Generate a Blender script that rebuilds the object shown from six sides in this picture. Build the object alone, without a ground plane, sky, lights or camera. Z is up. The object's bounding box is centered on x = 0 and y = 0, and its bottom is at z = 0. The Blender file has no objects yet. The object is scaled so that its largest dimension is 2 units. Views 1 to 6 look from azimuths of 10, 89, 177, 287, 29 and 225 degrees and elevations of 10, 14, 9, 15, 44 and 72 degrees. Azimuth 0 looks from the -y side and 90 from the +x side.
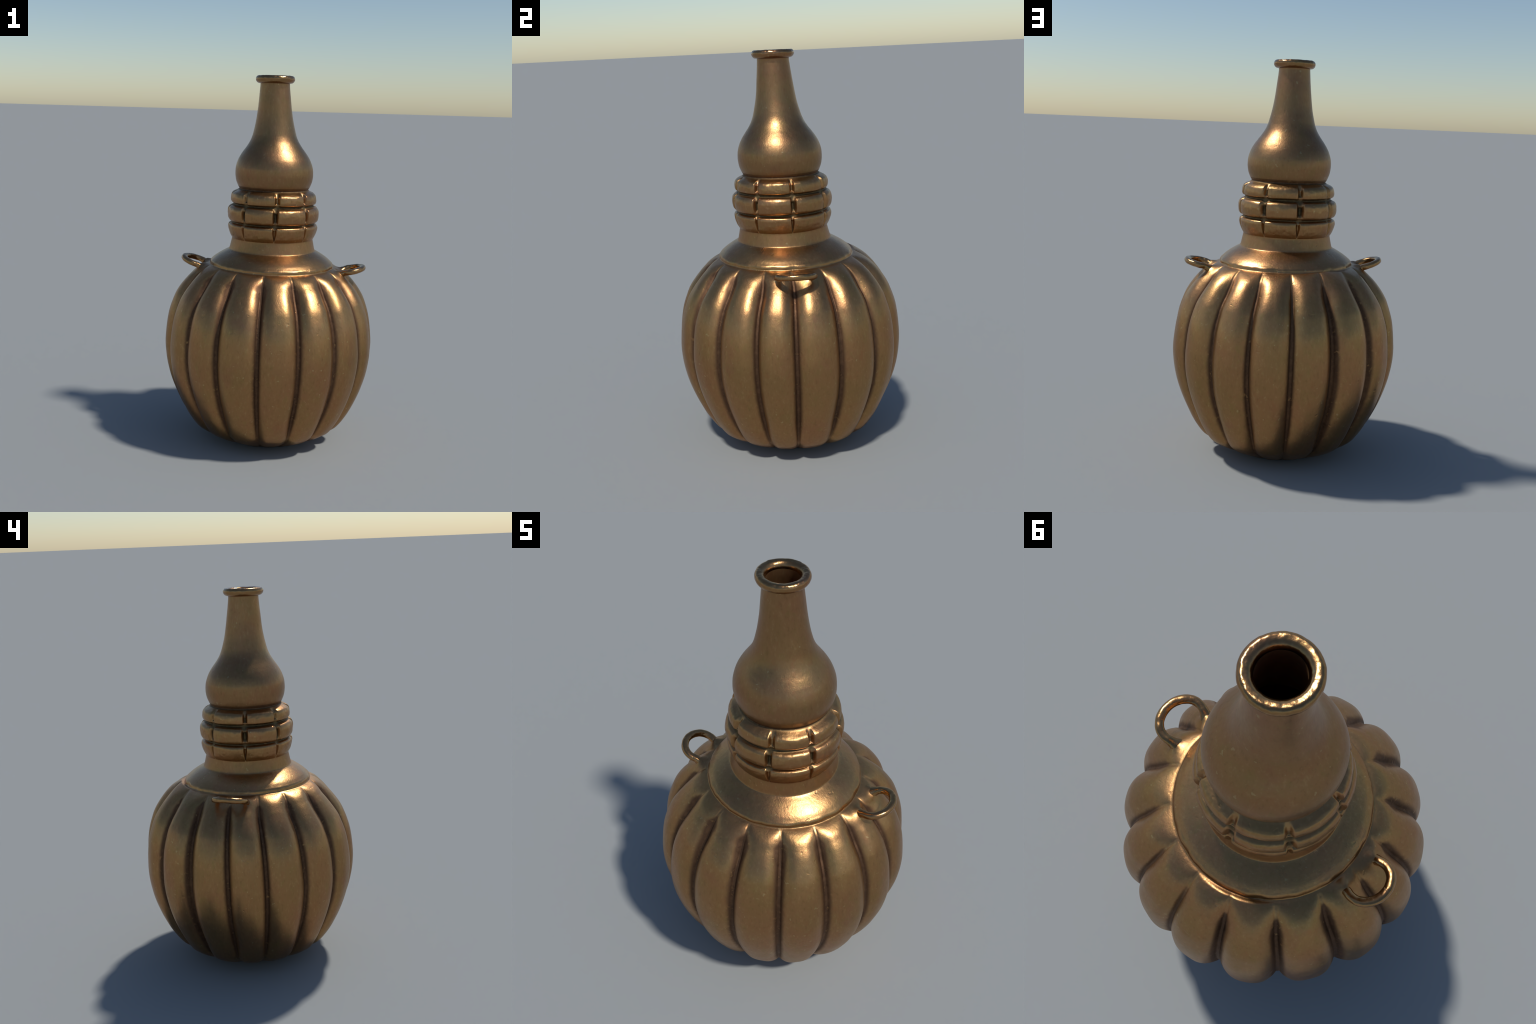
"""A cast bronze gourd-shaped flask: sixteen-lobed body, conical shoulder plate, plain collar,
three notched binding rings, pear-shaped bulb drawn out into a bottle neck with a rolled rim,
and two suspension loops on the shoulder.

The turned part (body to mouth to cavity) is one continuous surface: a profile swept round a
slightly leaning axis, with lobes and notches pressed into it.  It is then separated by height
into named parts that share border vertices and the normals of the whole surface."""
import bpy, math
import numpy as np
from mathutils import Vector, noise

rng = np.random.default_rng(7)

# ------------------------------------------------------------------ helpers
def hermite(xk, yk, x):
    """Monotone-ish cubic interpolation (Fritsch-Carlson slopes)."""
    xk, yk, x = np.asarray(xk, float), np.asarray(yk, float), np.asarray(x, float)
    h = np.diff(xk); d = np.diff(yk) / h
    m = np.zeros_like(yk)
    m[0], m[-1] = d[0], d[-1]
    for i in range(1, len(xk) - 1):
        if d[i - 1] * d[i] > 0:
            w1, w2 = 2 * h[i] + h[i - 1], h[i] + 2 * h[i - 1]
            m[i] = (w1 + w2) / (w1 / d[i - 1] + w2 / d[i])
    i = np.clip(np.searchsorted(xk, x, side='right') - 1, 0, len(xk) - 2)
    t = np.clip((x - xk[i]) / h[i], 0, 1)
    return ((2*t**3 - 3*t**2 + 1) * yk[i] + (t**3 - 2*t**2 + t) * h[i] * m[i]
            + (-2*t**3 + 3*t**2) * yk[i + 1] + (t**3 - t**2) * h[i] * m[i + 1])

def smooth(a, b, x):
    t = np.clip((np.asarray(x, float) - a) / (b - a), 0, 1)
    return t * t * (3 - 2 * t)

# ------------------------------------------------------------------ profile
# each section: (part name, spacing of rows, control points (radius, height))
PROFILE = [
    ("body", 0.0055, [(0.0, 0.012), (0.10, 0.010), (0.17, 0.006), (0.212, 0.001), (0.228, 0.0), (0.270, 0.0190),
                      (0.319, 0.041), (0.361, 0.062), (0.391, 0.081), (0.4155, 0.101), (0.450, 0.148),
                      (0.480, 0.200), (0.524, 0.300), (0.555, 0.400), (0.5705, 0.500), (0.5710, 0.580),
                      (0.556, 0.700), (0.523, 0.800), (0.495, 0.850), (0.457, 0.900), (0.432, 0.926),
                      (0.406, 0.949), (0.376, 0.966), (0.354, 0.9745), (0.3420, 0.9775)]),
    ("shoulder", 0.0022, [(0.3420, 0.9775), (0.3392, 0.9803), (0.3378, 0.9850), (0.3366, 0.9915), (0.3328, 0.9988),
                          (0.3252, 1.0060), (0.3100, 1.0190), (0.2880, 1.0340), (0.2620, 1.0495), (0.2450, 1.0590),
                          (0.2365, 1.0645)]),
    ("collar", 0.0030, [(0.2365, 1.0645), (0.2340, 1.070), (0.2300, 1.085), (0.2255, 1.105), (0.2220, 1.122),
                        (0.2212, 1.129)]),
    ("lower_ring", 0.0020, [(0.2212, 1.129), (0.2250, 1.134), (0.2340, 1.150), (0.2410, 1.170), (0.2445, 1.188),
                            (0.2440, 1.198), (0.2405, 1.2060), (0.2330, 1.2102), (0.2262, 1.2132)]),
    ("middle_ring", 0.0020, [(0.2262, 1.2132), (0.2250, 1.2172), (0.2285, 1.2212), (0.2390, 1.2252), (0.2463, 1.235),
                             (0.2500, 1.251), (0.2512, 1.267), (0.2497, 1.283), (0.2455, 1.2945), (0.2380, 1.3022),
                             (0.2262, 1.3070), (0.2192, 1.3112)]),
    ("upper_ring", 0.0020, [(0.2192, 1.3112), (0.2182, 1.3156), (0.2215, 1.3198), (0.2302, 1.3242), (0.2343, 1.333),
                            (0.2347, 1.346), (0.2325, 1.360), (0.2275, 1.3715), (0.2185, 1.3788), (0.2080, 1.3840),
                            (0.1965, 1.3895), (0.1880, 1.3950)]),
    ("neck", 0.0035, [(0.1880, 1.3950), (0.1878, 1.3985), (0.1940, 1.409), (0.2050, 1.436), (0.2100, 1.462),
                      (0.2110, 1.485), (0.2080, 1.515), (0.1965, 1.550), (0.1820, 1.577), (0.1661, 1.600),
                      (0.1485, 1.624), (0.1325, 1.650), (0.1205, 1.678), (0.1130, 1.704), (0.1020, 1.752),
                      (0.0935, 1.805), (0.0870, 1.860), (0.0815, 1.910), (0.0785, 1.945), (0.0782, 1.9565)]),
    ("rim", 0.0017, [(0.0782, 1.9565), (0.0830, 1.9580), (0.0920, 1.9600), (0.1000, 1.9670), (0.1040, 1.9765),
                     (0.1035, 1.9860), (0.0990, 1.9935), (0.0930, 1.9970), (0.0855, 1.9970), (0.0765, 1.9948),
                     (0.0692, 1.9885), (0.0650, 1.9790), (0.0642, 1.9700)]),
    ("inner_wall", 0.0100, [(0.0642, 1.9700), (0.0650, 1.940), (0.0720, 1.880), (0.0810, 1.800), (0.1000, 1.700),
                            (0.1500, 1.600), (0.1900, 1.530), (0.1960, 1.480), (0.1880, 1.430), (0.1720, 1.390),
                            (0.1900, 1.330), (0.2050, 1.250), (0.2060, 1.130), (0.1900, 1.110), (0.0, 1.105)]),
]

def section_rows(points, step):
    p = np.array(points)
    seg = np.hypot(*np.diff(p, axis=0).T)
    s = np.concatenate([[0], np.cumsum(seg)])
    n = max(4, int(round(s[-1] / step)))
    # chord-length Catmull-Rom style smoothing of both coordinates
    t = np.linspace(0, s[-1], n + 1)
    m = np.zeros_like(p)
    m[1:-1] = (p[2:] - p[:-2]) / (s[2:] - s[:-2])[:, None]
    m[0] = (p[1] - p[0]) / seg[0]; m[-1] = (p[-1] - p[-2]) / seg[-1]
    i = np.clip(np.searchsorted(s, t, side='right') - 1, 0, len(seg) - 1)
    h = seg[i][:, None]; u = ((t - s[i]) / seg[i])[:, None]
    return ((2*u**3 - 3*u**2 + 1) * p[i] + (u**3 - 2*u**2 + u) * h * m[i]
            + (-2*u**3 + 3*u**2) * p[i + 1] + (u**3 - u**2) * h * m[i + 1])

rows, part_range = [], {}
for name, step, pts in PROFILE:
    q = section_rows(pts, step)
    start = len(rows) - 1 if rows else 0
    rows.extend(q.tolist() if not rows else q[1:].tolist())
    part_range[name] = (start, len(rows) - 1)
prof = np.array(rows)
prof[:, 0] = np.maximum(prof[:, 0], 0.0008)
NR = len(prof)
tang = np.gradient(prof, axis=0)
tang /= np.linalg.norm(tang, axis=1)[:, None]
nrm = np.stack([tang[:, 1], -tang[:, 0]], 1)          # outward normal of the profile

# ------------------------------------------------------------------ lobes of the body
GROOVES = np.radians([1.2, 24.5, 47.8, 69.2, 91.0, 113.2, 137.6, 161.5,
                      184.6, 205.2, 227.6, 249.8, 273.4, 295.9, 318.6, 341.0])
NT = 1024
theta = np.linspace(0, 2 * np.pi, NT, endpoint=False)
th0 = (theta - GROOVES[0]) % (2 * np.pi)
g0 = np.append(GROOVES - GROOVES[0], 2 * np.pi)
lobe = np.clip(np.searchsorted(g0, th0, side='right') - 1, 0, 15)
s_lobe = 2 * (th0 - g0[lobe]) / (g0[lobe + 1] - g0[lobe]) - 1          # -1..1 across a lobe
lobe_gain = rng.uniform(-0.0035, 0.0035, 16)

R, Z = prof[:, 0][:, None], prof[:, 1][:, None]
b0, b1 = part_range["body"]
isbody = np.zeros((NR, 1)); isbody[b0:b1 + 1] = 1
arc = np.concatenate([[0], np.cumsum(np.hypot(*np.diff(prof[:b1 + 1], axis=0).T))])
from_top = np.full((NR, 1), 0.0); from_top[:b1 + 1, 0] = arc[-1] - arc
from_rim = np.full((NR, 1), 0.0); from_rim[:b1 + 1, 0] = arc
groove_depth = isbody * smooth(-0.02, 0.18, from_top) * smooth(0.0, 0.02, from_top) * (0.25 + 0.75 * smooth(0.28, 0.62, from_rim)) * smooth(0.18, 0.30, from_rim)
power = 2.7 - 0.4 * (1 - smooth(0.05, 0.30, from_top)) + 3.0 * (1 - smooth(0.0, 0.07, from_top)) + 1.2 * (1 - smooth(0.28, 0.55, from_rim))
a = np.abs(s_lobe)[None, :]
floor_w = 0.955
wall = np.clip(a / floor_w, 0, 1)
deg = np.degrees(theta)
deeper = (0.87 + 0.29 * smooth(98, 110, deg) * (1 - smooth(164, 178, deg)))[None, :]
press = 0.0395 * deeper * groove_depth * (1 - (1 - wall ** (power * 1.12)) ** 1.25)
channel = 0.0030 * np.sqrt(groove_depth) * smooth(0.86, 0.96, a) - 0.0016 * groove_depth * np.exp(-((1 - a) / 0.016) ** 2)
swell = isbody * groove_depth * lobe_gain[lobe][None, :] * np.cos(s_lobe * np.pi / 2)[None, :] ** 2
# one lobe group was pushed up against the plate when the wax was joined
push = (0.013 * np.exp(-((theta - math.radians(116)) / 0.34) ** 2)[None, :] * isbody
        * smooth(0.0, 0.012, from_top) * np.exp(-(from_top / 0.075) ** 2))
inset = -(press + channel) + swell + push

# ------------------------------------------------------------------ notches of the three rings
NOTCH = np.radians([-121.0, -77.0, -33.0, 10.5, 57.5, 102.0, 147.5, 195.5])
def pillow(t):
    k = np.sort(NOTCH % (2 * np.pi)); q = (t - k[0]) % (2 * np.pi); g = np.append(k - k[0], 2 * np.pi)
    i = np.clip(np.searchsorted(g, q, side='right') - 1, 0, 7)
    return np.sin(np.pi * (q - g[i]) / (g[i + 1] - g[i])) ** 0.7
RINGS = {"lower_ring": (0.040, 0.85), "middle_ring": (0.068, 0.95), "upper_ring": (0.060, 0.95)}
def ring_floor(z):
    return hermite([1.129, 1.140, 1.2165, 1.3145, 1.368, 1.384, 1.395], [0.2212, 0.2225, 0.2268, 0.2200, 0.2110, 0.2010, 0.1880], z)
for name, (half, cut) in RINGS.items():
    r0, r1 = part_range[name]
    zz = prof[r0:r1 + 1, 1]
    bulge = np.maximum(prof[r0:r1 + 1, 0] - ring_floor(zz), 0)[:, None]
    inset[r0:r1 + 1] += bulge * 0.09 * (pillow(theta) - 0.75)[None, :]
    for k in NOTCH:
        k = k + rng.normal(0, 0.014)
        w = half * rng.uniform(0.85, 1.2) / 0.245 * 0.245
        d = np.abs((theta - k + np.pi) % (2 * np.pi) - np.pi)[None, :]
        taper = np.ones_like(zz)
        if name == "lower_ring":                       # these run out to a point at the foot
            taper = 0.35 + 0.65 * smooth(1.135, 1.185, zz)
        w = w * taper[:, None]
        cutmask = 1 - smooth(0.12, 1.20, d / w)
        inset[r0:r1 + 1] -= bulge * cut * cutmask
        # the cut runs on across the gaps, leaving a small bridge of metal there
        inset[r0:r1 + 1] += np.maximum(ring_floor(zz) - prof[r0:r1 + 1, 0] - 0.0006, 0)[:, None] * cutmask
        # segment ends round over a little before the notch
        inset[r0:r1 + 1] -= bulge * 0.10 * np.exp(-((d / (w * 1.9)) ** 2))

# ------------------------------------------------------------------ axis lean and plate tilt
cz = [0.0, 0.2, 0.5, 0.75, 0.92, 1.0, 1.2, 1.4, 1.6, 1.8, 1.96, 2.0]
cx = hermite(cz, [0.000, 0.000, 0.000, -0.001, -0.001, 0.0045, 0.0056, 0.0056, 0.0036, 0.001, -0.0012, -0.0013], prof[:, 1])[:, None]
cy = hermite(cz, [0.001, -0.001, -0.001, 0.002, 0.007, -0.003, -0.0079, -0.0092, -0.0128, -0.018, -0.0222, -0.0225], prof[:, 1])[:, None]
X = (R + inset * nrm[:, :1]) * np.cos(theta)[None, :]
Y = (R + inset * nrm[:, :1]) * np.sin(theta)[None, :]
ZZ = Z + inset * nrm[:, 1:] + np.zeros_like(X)
ZZ += -0.0042 * np.cos(theta)[None, :] * np.exp(-((Z - 0.99) / 0.045) ** 2)
X = X + cx; Y = Y + cy
# solder lumps where the legs of the loops enter the shoulder
for px, py, pz in ((0.392, 0.098, 0.958), (0.392, -0.046, 0.958), (-0.368, 0.034, 0.968), (-0.368, -0.104, 0.968)):
    d2 = (X - px) ** 2 + (Y - py) ** 2 + (ZZ - pz) ** 2
    k = 0.015 * np.exp(-d2 / 0.024 ** 2) * isbody * smooth(0.0, 0.01, from_top)
    X = X + k * nrm[:, :1] * np.cos(theta); Y = Y + k * nrm[:, :1] * np.sin(theta); ZZ = ZZ + k * nrm[:, 1:]

# hand-made unevenness: slow dents everywhere, finer wobble on the rim and the rings
def unevenness():
    amp = np.full(NR, 0.0016)
    r0, r1 = part_range["rim"]; amp[r0:r1 + 1] = 0.0006
    i0, i1 = part_range["inner_wall"]; amp[i0:] = 0.001
    out = np.zeros((NR, NT))
    coarse_r = np.arange(0, NR, 3); coarse_t = np.arange(0, NT, 8)
    grid = np.zeros((len(coarse_r), len(coarse_t)))
    for a_, i in enumerate(coarse_r):
        for b_, j in enumerate(coarse_t):
            v = Vector((X[i, j], Y[i, j], ZZ[i, j]))
            grid[a_, b_] = noise.noise(v * 5.0) + 0.5 * noise.noise(v * 13.0 + Vector((3, 1, 7)))
    g = np.concatenate([grid, grid[:, :1]], 1)
    tt = np.arange(NT) / 8.0; j = tt.astype(int); f = tt - j; f = f * f * (3 - 2 * f)
    g = g[:, j] * (1 - f) + g[:, j + 1] * f
    rr = np.minimum(np.arange(NR) / 3.0, len(coarse_r) - 1.001); i = rr.astype(int); f = (rr - i)[:, None]
    out = g[i] * (1 - f) + g[np.minimum(i + 1, len(coarse_r) - 1)] * f
    return out * amp[:, None]
U = unevenness()
r0, r1 = part_range["rim"]
wob = np.zeros((NR, NT))
for i in range(r0, r1 + 1):
    e = math.sin(math.pi * (i - r0) / (r1 - r0))
    for j in range(0, NT):
        if j % 4 == 0:
            v = Vector((X[i, j], Y[i, j], ZZ[i, j]))
            q = noise.noise(v * 42.0)
            p_ = 0.6 * noise.noise(v * 90.0)
        wob[i, j] = e * 0.0011 * (q + p_)
wob[r0:r1 + 1] = (wob[r0:r1 + 1] + np.roll(wob[r0:r1 + 1], 2, 1) + np.roll(wob[r0:r1 + 1], -2, 1)
                  + np.roll(wob[r0:r1 + 1], 4, 1)) / 4
lip = np.exp(-((prof[:, 1] - 0.990) / 0.010) ** 2) * (prof[:, 0] > 0.3)
lw = np.array([noise.noise(Vector((math.cos(t) * 7, math.sin(t) * 7, 2.0))) + 0.25 * noise.noise(Vector((math.cos(t) * 15, math.sin(t) * 15, 5.0)))
               for t in theta])
ringy = np.zeros(NR)
for nm in ("lower_ring", "middle_ring", "upper_ring"):
    q0, q1 = part_range[nm]; ringy[q0:q1 + 1] = np.sin(np.linspace(0, np.pi, q1 - q0 + 1))
rw = np.zeros((NR, NT))
tj = np.arange(0, NT, 8)
for i in np.nonzero(ringy)[0]:
    v_ = [noise.noise(Vector((X[i, j] * 22, Y[i, j] * 22, ZZ[i, j] * 30))) + 0.5 * noise.noise(Vector((X[i, j] * 70, Y[i, j] * 70, ZZ[i, j] * 70))) for j in tj]
    rw[i] = np.interp(np.arange(NT), np.append(tj, NT), np.append(v_, v_[0]))
D = U + wob + 0.0036 * lip[:, None] * lw[None, :] + 0.0012 * ringy[:, None] * rw * 1.5
X += D * nrm[:, :1] * np.cos(theta); Y += D * nrm[:, :1] * np.sin(theta); ZZ += D * nrm[:, 1:]
ZZ = np.where(ZZ < 0, 0, ZZ)
ZZ *= 2.0 / ZZ.max()

# ------------------------------------------------------------------ materials
def bronze(name, patina=1.0, rough=0.36, groove=True, tint=(1, 1, 1), sunk=None, dent_gain=1.0, rub=1.0,
           dirt=[(0.30, (0.090, 0.049, 0.030)), (0.70, (0.175, 0.095, 0.052))]):
    m = bpy.data.materials.new(name); m.use_nodes = True
    nt = m.node_tree; N = nt.nodes; L = nt.links
    N.clear()
    out = N.new("ShaderNodeOutputMaterial"); b = N.new("ShaderNodeBsdfPrincipled")
    L.new(b.outputs[0], out.inputs[0])
    tc = N.new("ShaderNodeTexCoord"); obj = tc.outputs["Object"]
    def noise_node(scale, detail=3.0, rough_=0.55, stretch=None, seed=0.0):
        mp = N.new("ShaderNodeMapping"); L.new(obj, mp.inputs[0])
        mp.inputs["Location"].default_value = (seed, seed * 1.7, seed * 0.6)
        if stretch: mp.inputs["Scale"].default_value = stretch
        n = N.new("ShaderNodeTexNoise"); n.inputs["Scale"].default_value = scale
        n.inputs["Detail"].default_value = detail; n.inputs["Roughness"].default_value = rough_
        L.new(mp.outputs[0], n.inputs["Vector"]); return n.outputs["Fac"]
    def ramp(src, stops):
        r = N.new("ShaderNodeValToRGB"); e = r.color_ramp.elements
        e[0].position, e[0].color = stops[0][0], (*stops[0][1], 1)
        e[1].position, e[1].color = stops[-1][0], (*stops[-1][1], 1)
        for p, c in stops[1:-1]:
            x = e.new(p); x.color = (*c, 1)
        L.new(src, r.inputs[0]); return r.outputs[0]
    def mask(src, lo, hi):
        r = N.new("ShaderNodeMapRange"); r.interpolation_type = 'SMOOTHSTEP'
        r.inputs["From Min"].default_value = lo; r.inputs["From Max"].default_value = hi
        L.new(src, r.inputs["Value"]); return r.outputs[0]
    def math_(op, x, y):
        k = N.new("ShaderNodeMath"); k.operation = op; k.use_clamp = True
        for s, v in ((0, x), (1, y)):
            if isinstance(v, (int, float)): k.inputs[s].default_value = v
            else: L.new(v, k.inputs[s])
        return k.outputs[0]
    def mix(fac, c1, c2):
        k = N.new("ShaderNodeMix"); k.data_type = 'RGBA'
        if isinstance(fac, (int, float)): k.inputs[0].default_value = fac
        else: L.new(fac, k.inputs[0])
        for s, v in ((6, c1), (7, c2)):
            if isinstance(v, tuple): k.inputs[s].default_value = (*v, 1)
            else: L.new(v, k.inputs[s])
        return k.outputs[2]
    def sunk_mask(table, wobble):
        """How far a point lies under the outer envelope radius R(z), measured along the surface normal."""
        sep = N.new("ShaderNodeSeparateXYZ"); L.new(obj, sep.inputs[0])
        sub = N.new("ShaderNodeVectorMath"); sub.operation = 'SUBTRACT'
        L.new(obj, sub.inputs[0]); sub.inputs[1].default_value = table["axis"]
        mul = N.new("ShaderNodeVectorMath"); mul.operation = 'MULTIPLY'
        L.new(sub.outputs[0], mul.inputs[0]); mul.inputs[1].default_value = (1, 1, 0)
        ln = N.new("ShaderNodeVectorMath"); ln.operation = 'LENGTH'; L.new(mul.outputs[0], ln.inputs[0])
        half = N.new("ShaderNodeMapRange"); L.new(sep.outputs["Z"], half.inputs["Value"])
        half.inputs["From Min"].default_value, half.inputs["From Max"].default_value = table["z"]
        def curve(ys):
            fc = N.new("ShaderNodeFloatCurve"); cv = fc.mapping.curves[0]
            xs = np.linspace(0, 1, len(ys))
            cv.points[0].location = (xs[0], ys[0]); cv.points[1].location = (xs[-1], ys[-1])
            for x_, y_ in list(zip(xs, ys))[1:-1]: cv.points.new(x_, y_)
            fc.mapping.update(); L.new(half.outputs[0], fc.inputs["Value"]); return fc.outputs[0]
        def plain(op, x, y):
            k = N.new("ShaderNodeMath"); k.operation = op
            for s_, v_ in ((0, x), (1, y)):
                if isinstance(v_, (int, float)): k.inputs[s_].default_value = v_
                else: L.new(v_, k.inputs[s_])
            return k.outputs[0]
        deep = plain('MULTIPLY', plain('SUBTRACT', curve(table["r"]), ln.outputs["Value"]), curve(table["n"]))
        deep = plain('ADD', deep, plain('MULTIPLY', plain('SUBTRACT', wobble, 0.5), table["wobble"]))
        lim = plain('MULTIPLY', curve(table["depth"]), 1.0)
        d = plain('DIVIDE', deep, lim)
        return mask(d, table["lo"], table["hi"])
    def c(r, g, bl): return (r * tint[0], g * tint[1], bl * tint[2])
    # alloy colour: olive-gold to copper-brown patches
    base = ramp(noise_node(4.5, 4, 0.6), [(0.30, c(0.350, 0.207, 0.083)), (0.50, c(0.382, 0.210, 0.089)),
                                          (0.68, c(0.379, 0.193, 0.088))])
    red = mask(noise_node(7.0, 3, 0.5, seed=5.0), 0.60, 0.76)
    base = mix(math_('MULTIPLY', red, 0.45), base, c(0.36, 0.165, 0.088))
    # fine mottling: coppery and olive flecks, lighter and darker grain
    fleck = noise_node(26, 4, 0.65, stretch=(1, 1, 0.7), seed=21.0)
    base = mix(math_('MULTIPLY', mask(fleck, 0.54, 0.70), 0.50), base, c(0.385, 0.180, 0.078))
    base = mix(math_('MULTIPLY', mask(fleck, 0.46, 0.30), 0.50), base, c(0.335, 0.218, 0.080))
    grain = noise_node(75, 4, 0.7, stretch=(1, 1, 0.45), seed=2.0)
    base = mix(math_('MULTIPLY', mask(grain, 0.52, 0.74), 0.45), base, c(0.50, 0.315, 0.140))
    base = mix(math_('MULTIPLY', mask(grain, 0.48, 0.26), 0.45), base, c(0.240, 0.140, 0.058))
    # small pale chips and scratches
    chip = mask(noise_node(42, 2, 0.5, seed=9.0), 0.70, 0.74)
    base = mix(math_('MULTIPLY', chip, 0.55), base, c(0.52, 0.38, 0.18))
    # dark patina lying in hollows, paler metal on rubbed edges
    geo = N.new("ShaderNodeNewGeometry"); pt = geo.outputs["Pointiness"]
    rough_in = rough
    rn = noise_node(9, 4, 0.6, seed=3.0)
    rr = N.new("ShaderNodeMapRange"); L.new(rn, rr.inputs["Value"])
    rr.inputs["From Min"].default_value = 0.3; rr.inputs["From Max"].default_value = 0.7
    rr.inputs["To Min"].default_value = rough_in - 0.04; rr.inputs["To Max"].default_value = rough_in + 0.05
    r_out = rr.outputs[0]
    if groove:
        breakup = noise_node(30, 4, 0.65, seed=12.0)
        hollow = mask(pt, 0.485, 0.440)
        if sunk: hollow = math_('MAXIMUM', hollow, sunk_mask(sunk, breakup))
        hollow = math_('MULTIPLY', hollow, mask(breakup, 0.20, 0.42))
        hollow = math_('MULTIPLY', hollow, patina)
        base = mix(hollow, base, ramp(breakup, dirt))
        edge = math_('MULTIPLY', mask(pt, 0.53, 0.60), 0.35 * rub)
        base = mix(edge, base, c(0.52, 0.36, 0.17))
        k = N.new("ShaderNodeMix"); k.data_type = 'FLOAT'
        L.new(hollow, k.inputs[0]); L.new(r_out, k.inputs[2]); k.inputs[3].default_value = 0.6
        r_out = k.outputs[0]
    L.new(base, b.inputs["Base Color"]); L.new(r_out, b.inputs["Roughness"])
    b.inputs["Metallic"].default_value = 1.0
    # fine grain: brushed streaks, pitting
    streak = noise_node(130, 3, 0.6, stretch=(1, 1, 0.10), seed=4.0)
    pit = noise_node(48, 6, 0.72, seed=6.0)
    dent = noise_node(15, 3, 0.5, seed=8.0)
    deep_pit = mask(noise_node(36, 1, 0.4, seed=15.0), 0.30, 0.22)
    hmix = math_('ADD', math_('MULTIPLY', streak, 0.20), math_('MULTIPLY', pit, 0.45))
    hmix = math_('ADD', hmix, math_('MULTIPLY', dent, 0.26 * dent_gain))
    hmix = math_('SUBTRACT', hmix, math_('MULTIPLY', deep_pit, 0.30 * dent_gain))
    bump = N.new("ShaderNodeBump"); bump.inputs["Strength"].default_value = 0.42
    bump.inputs["Distance"].default_value = 0.004
    L.new(hmix, bump.inputs["Height"]); L.new(bump.outputs[0], b.inputs["Normal"])
    return m

def envelope(part, n_pts, lo, hi, wobble, depth, axis):
    r0, r1 = part_range[part]
    zz, rr = prof[r0:r1 + 1, 1], prof[r0:r1 + 1, 0]
    keep = np.r_[True, np.diff(zz) > 1e-4] & (rr > 0.2)
    q = np.linspace(zz[keep][0], zz[keep][-1], n_pts)
    return dict(z=(float(q[0]), float(q[-1])), r=np.interp(q, zz[keep], rr[keep]).tolist(),
                n=np.clip(np.interp(q, zz[keep], nrm[r0:r1 + 1, 0][keep]), 0.2, 1).tolist(),
                depth=[float(depth(v)) for v in q], lo=lo, hi=hi, wobble=wobble, axis=axis)
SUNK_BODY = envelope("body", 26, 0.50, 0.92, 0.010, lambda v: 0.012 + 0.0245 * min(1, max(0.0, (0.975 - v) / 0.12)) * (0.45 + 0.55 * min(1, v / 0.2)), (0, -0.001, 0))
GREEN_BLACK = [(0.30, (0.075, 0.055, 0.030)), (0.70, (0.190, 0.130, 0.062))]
SUNK_NECK = dict(z=(1.395, 1.435), r=[0.2130, 0.2085, 0.2030, 0.10, 0.0], n=[1.0] * 5, depth=[0.022] * 5,  # bulb foot darkened: paints the overhang's shadow and dulls the sun glint
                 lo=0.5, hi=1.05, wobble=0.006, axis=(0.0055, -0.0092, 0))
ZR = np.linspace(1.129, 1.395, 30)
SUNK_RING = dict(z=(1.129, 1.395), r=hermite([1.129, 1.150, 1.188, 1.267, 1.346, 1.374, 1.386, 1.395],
                                             [0.2180, 0.2345, 0.2445, 0.2512, 0.2345, 0.2220, 0.2120, 0.2130], ZR).tolist(),  # last radii raised so ring top takes a painted crease shadow
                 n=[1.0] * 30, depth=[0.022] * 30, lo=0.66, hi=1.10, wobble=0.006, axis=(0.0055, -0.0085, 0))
MAT = {
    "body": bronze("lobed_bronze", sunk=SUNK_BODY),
    "shoulder": bronze("polished_shoulder_bronze", rough=0.30, rub=0.4),
    "collar": bronze("collar_bronze", rough=0.38, tint=(0.93, 0.90, 0.88)),
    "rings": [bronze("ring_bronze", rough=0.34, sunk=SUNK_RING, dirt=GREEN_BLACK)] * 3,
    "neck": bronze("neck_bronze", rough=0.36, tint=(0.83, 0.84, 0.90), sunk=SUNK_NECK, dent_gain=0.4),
    "rim": bronze("rubbed_rim_bronze", rough=0.22, dent_gain=0.4, rub=0.5, tint=(0.88, 0.88, 0.90)),
    "inner": bronze("dark_inner_bronze", rough=0.55, groove=False, tint=(0.80, 0.80, 0.85)),
    "loop": bronze("loop_bronze", rough=0.24),
}

# ------------------------------------------------------------------ build objects
root = bpy.data.objects.new("bronze_flask", None)
bpy.context.scene.collection.objects.link(root)
root["label"] = "bronze gourd-shaped flask with ribbed body, notched neck rings and two loops"
root["category"] = "flask"

P = np.stack([X, Y, ZZ], -1)                                            # NR x NT x 3
def whole_normals(P):
    du = np.zeros_like(P); du[1:-1] = P[2:] - P[:-2]; du[0] = P[1] - P[0]; du[-1] = P[-1] - P[-2]
    dt = np.roll(P, -1, 1) - np.roll(P, 1, 1)
    n = np.cross(dt, du)
    ln = np.linalg.norm(n, axis=-1, keepdims=True)
    n = n / np.maximum(ln, 1e-12)
    n[0] = (0, 0, -1); n[-1] = (0, 0, 1)
    return n
NRM = whole_normals(P)

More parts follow.
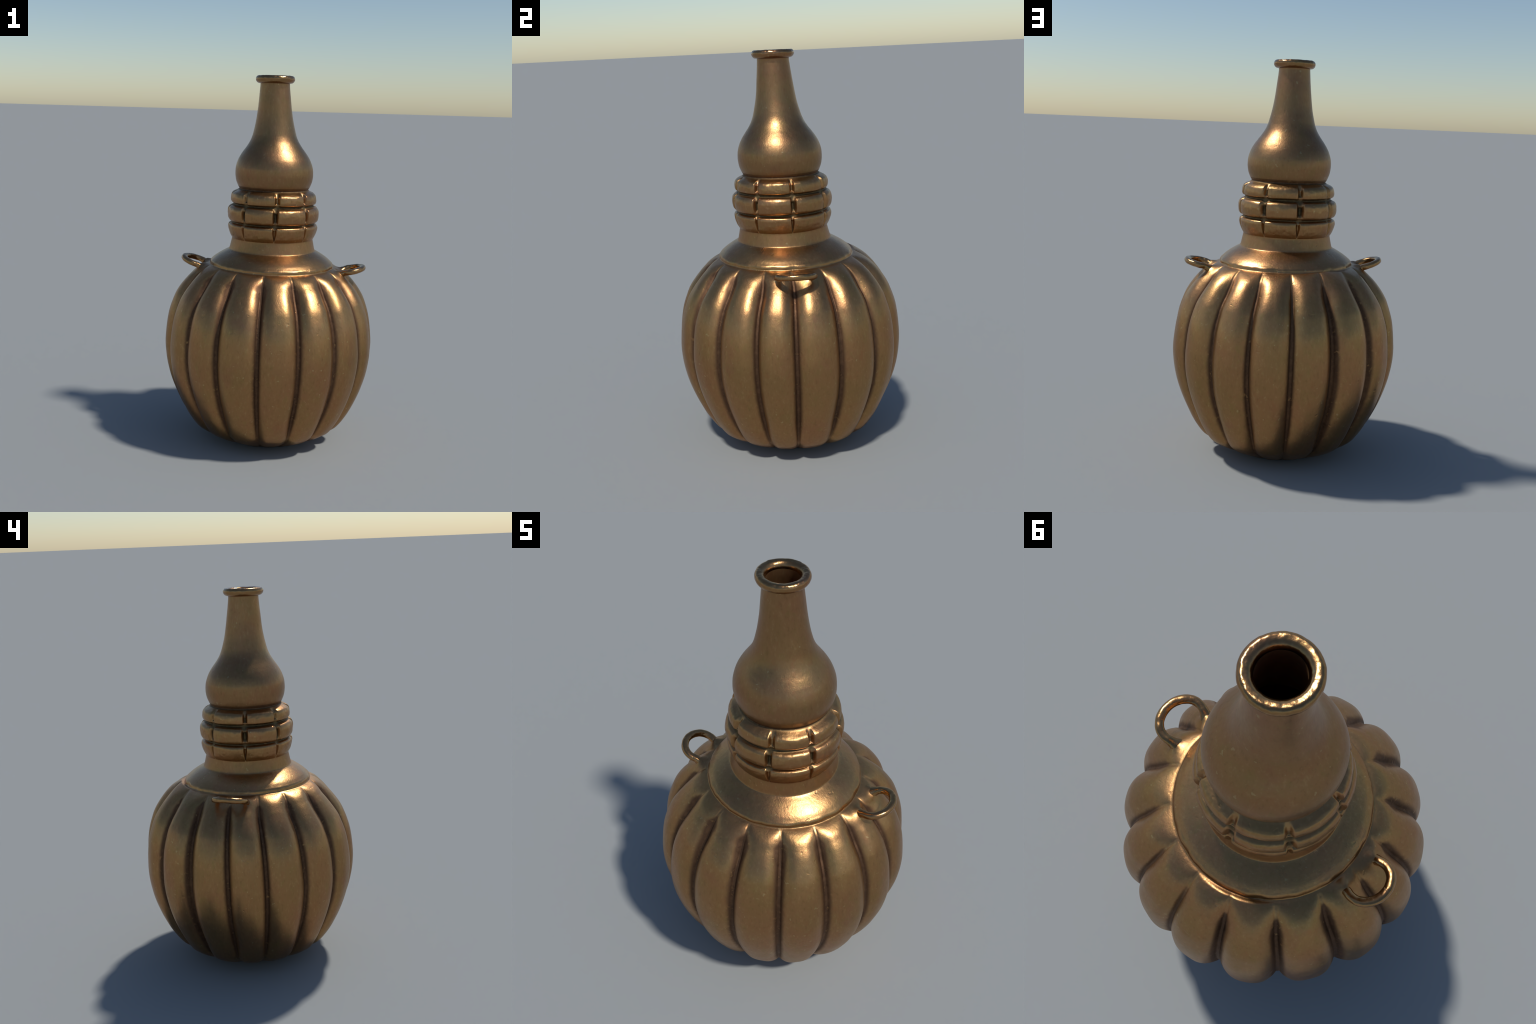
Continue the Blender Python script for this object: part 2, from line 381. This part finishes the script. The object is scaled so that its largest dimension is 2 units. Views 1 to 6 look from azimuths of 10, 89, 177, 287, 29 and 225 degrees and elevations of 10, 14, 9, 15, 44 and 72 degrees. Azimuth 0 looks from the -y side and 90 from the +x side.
def grid_part(name, r0, r1, mat):
    p = P[r0:r1 + 1].reshape(-1, 3); n = NRM[r0:r1 + 1].reshape(-1, 3)
    k = r1 - r0
    i = np.arange(k)[:, None] * NT; j = np.arange(NT)[None, :]; j2 = (j + 1) % NT
    f = np.stack([i + j, i + j2, i + NT + j2, i + NT + j], -1).reshape(-1, 4)
    me = bpy.data.meshes.new(name)
    me.vertices.add(len(p)); me.vertices.foreach_set("co", p.astype(np.float32).ravel())
    me.loops.add(f.size); me.loops.foreach_set("vertex_index", f.astype(np.int32).ravel())
    me.polygons.add(len(f))
    me.polygons.foreach_set("loop_start", np.arange(0, f.size, 4, dtype=np.int32))
    me.polygons.foreach_set("use_smooth", np.ones(len(f), dtype=bool))
    me.update(calc_edges=True); me.validate()
    me.normals_split_custom_set_from_vertices(n.astype(np.float32).tolist())
    me.materials.append(mat)
    o = bpy.data.objects.new(name, me); bpy.context.scene.collection.objects.link(o)
    o.parent = root
    return o

grid_part("body", *part_range["body"], MAT["body"])
grid_part("shoulder", *part_range["shoulder"], MAT["shoulder"])
grid_part("collar", *part_range["collar"], MAT["collar"])
for k, nm in enumerate(("lower_ring", "middle_ring", "upper_ring")):
    grid_part("notched_ring", *part_range[nm], MAT["rings"][k])
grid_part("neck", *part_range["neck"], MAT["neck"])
grid_part("rim", *part_range["rim"], MAT["rim"])
grid_part("inner_wall", *part_range["inner_wall"], MAT["inner"])

# ------------------------------------------------------------------ suspension loops
def suspension_loop(centre, outward, a, b, leg, seed):
    """A flattened rod bent into a horseshoe; both legs sink into the shoulder of the body."""
    C = np.array(centre); A = np.array(outward) / np.linalg.norm(outward); B = np.array([0, 1.0, 0])
    sgn = np.sign(A[0])
    path = []
    for t in np.linspace(-108, 108, 61):
        t = math.radians(t)
        path.append(C + a * math.cos(t) * A + b * math.sin(t) * B)
    def leg_pts(side):
        s = path[0] if side < 0 else path[-1]
        e = np.array([leg[0], C[1] + side * leg[1], leg[2]])
        mid = (s + e) / 2 + np.array([0, side * 0.004, 0.005])
        return [(1-u)**2 * s + 2*u*(1-u) * mid + u*u * e for u in np.linspace(0, 1, 14)[1:]]
    path = leg_pts(-1)[::-1] + path + leg_pts(1)
    path = np.array(path); n = len(path)
    tg = np.gradient(path, axis=0); tg /= np.linalg.norm(tg, axis=1)[:, None]
    up0 = np.cross(A, B) * sgn; up0 /= np.linalg.norm(up0)
    if up0[2] < 0: up0 = -up0
    M = 28; v = []; f = []
    for i in range(n):
        side = np.cross(up0, tg[i]); side /= np.linalg.norm(side)
        up = np.cross(tg[i], side)
        d_end = min(i, n - 1 - i) / 14.0
        flare = 1 + 0.9 * math.exp(-(d_end / 0.50) ** 2)
        for k in range(M):
            q = 2 * math.pi * k / M
            cs, sn = math.cos(q), math.sin(q)
            e = 0.86
            u_ = math.copysign(abs(cs) ** e, cs) * 0.0165 * flare
            w_ = math.copysign(abs(sn) ** e, sn) * 0.0148 * flare
            p = path[i] + side * u_ + up * w_
            nz = noise.noise(Vector(p * 45) + Vector((seed, 0, 0))) * 0.0011
            nz += noise.noise(Vector(p * 110) + Vector((0, seed, 0))) * 0.0005 * (1 + 2 * math.exp(-d_end * 2))
            v.append(tuple(p + (side * cs + up * sn) * nz))
    for i in range(n - 1):
        for k in range(M):
            k2 = (k + 1) % M
            f.append((i*M + k, i*M + k2, (i+1)*M + k2, (i+1)*M + k))
    f.append(tuple(range(M))[::-1]); f.append(tuple((n-1)*M + k for k in range(M)))
    me = bpy.data.meshes.new("suspension_loop"); me.from_pydata(v, [], f)
    import bmesh
    bm = bmesh.new(); bm.from_mesh(me); bmesh.ops.recalc_face_normals(bm, faces=bm.faces); bm.to_mesh(me); bm.free()
    me.polygons.foreach_set("use_smooth", np.ones(len(me.polygons), dtype=bool))
    me.materials.append(MAT["loop"])
    o = bpy.data.objects.new("suspension_loop", me); bpy.context.scene.collection.objects.link(o)
    o.parent = root
    return o

suspension_loop((0.4378, 0.0252, 0.9685), (0.979, 0, 0.203), 0.0684, 0.0850, (0.376, 0.064, 0.936), 1.0)
suspension_loop((-0.4123, -0.035, 0.9785), (-0.946, 0, 0.323), 0.0715, 0.0785, (-0.352, 0.062, 0.938), 8.0)
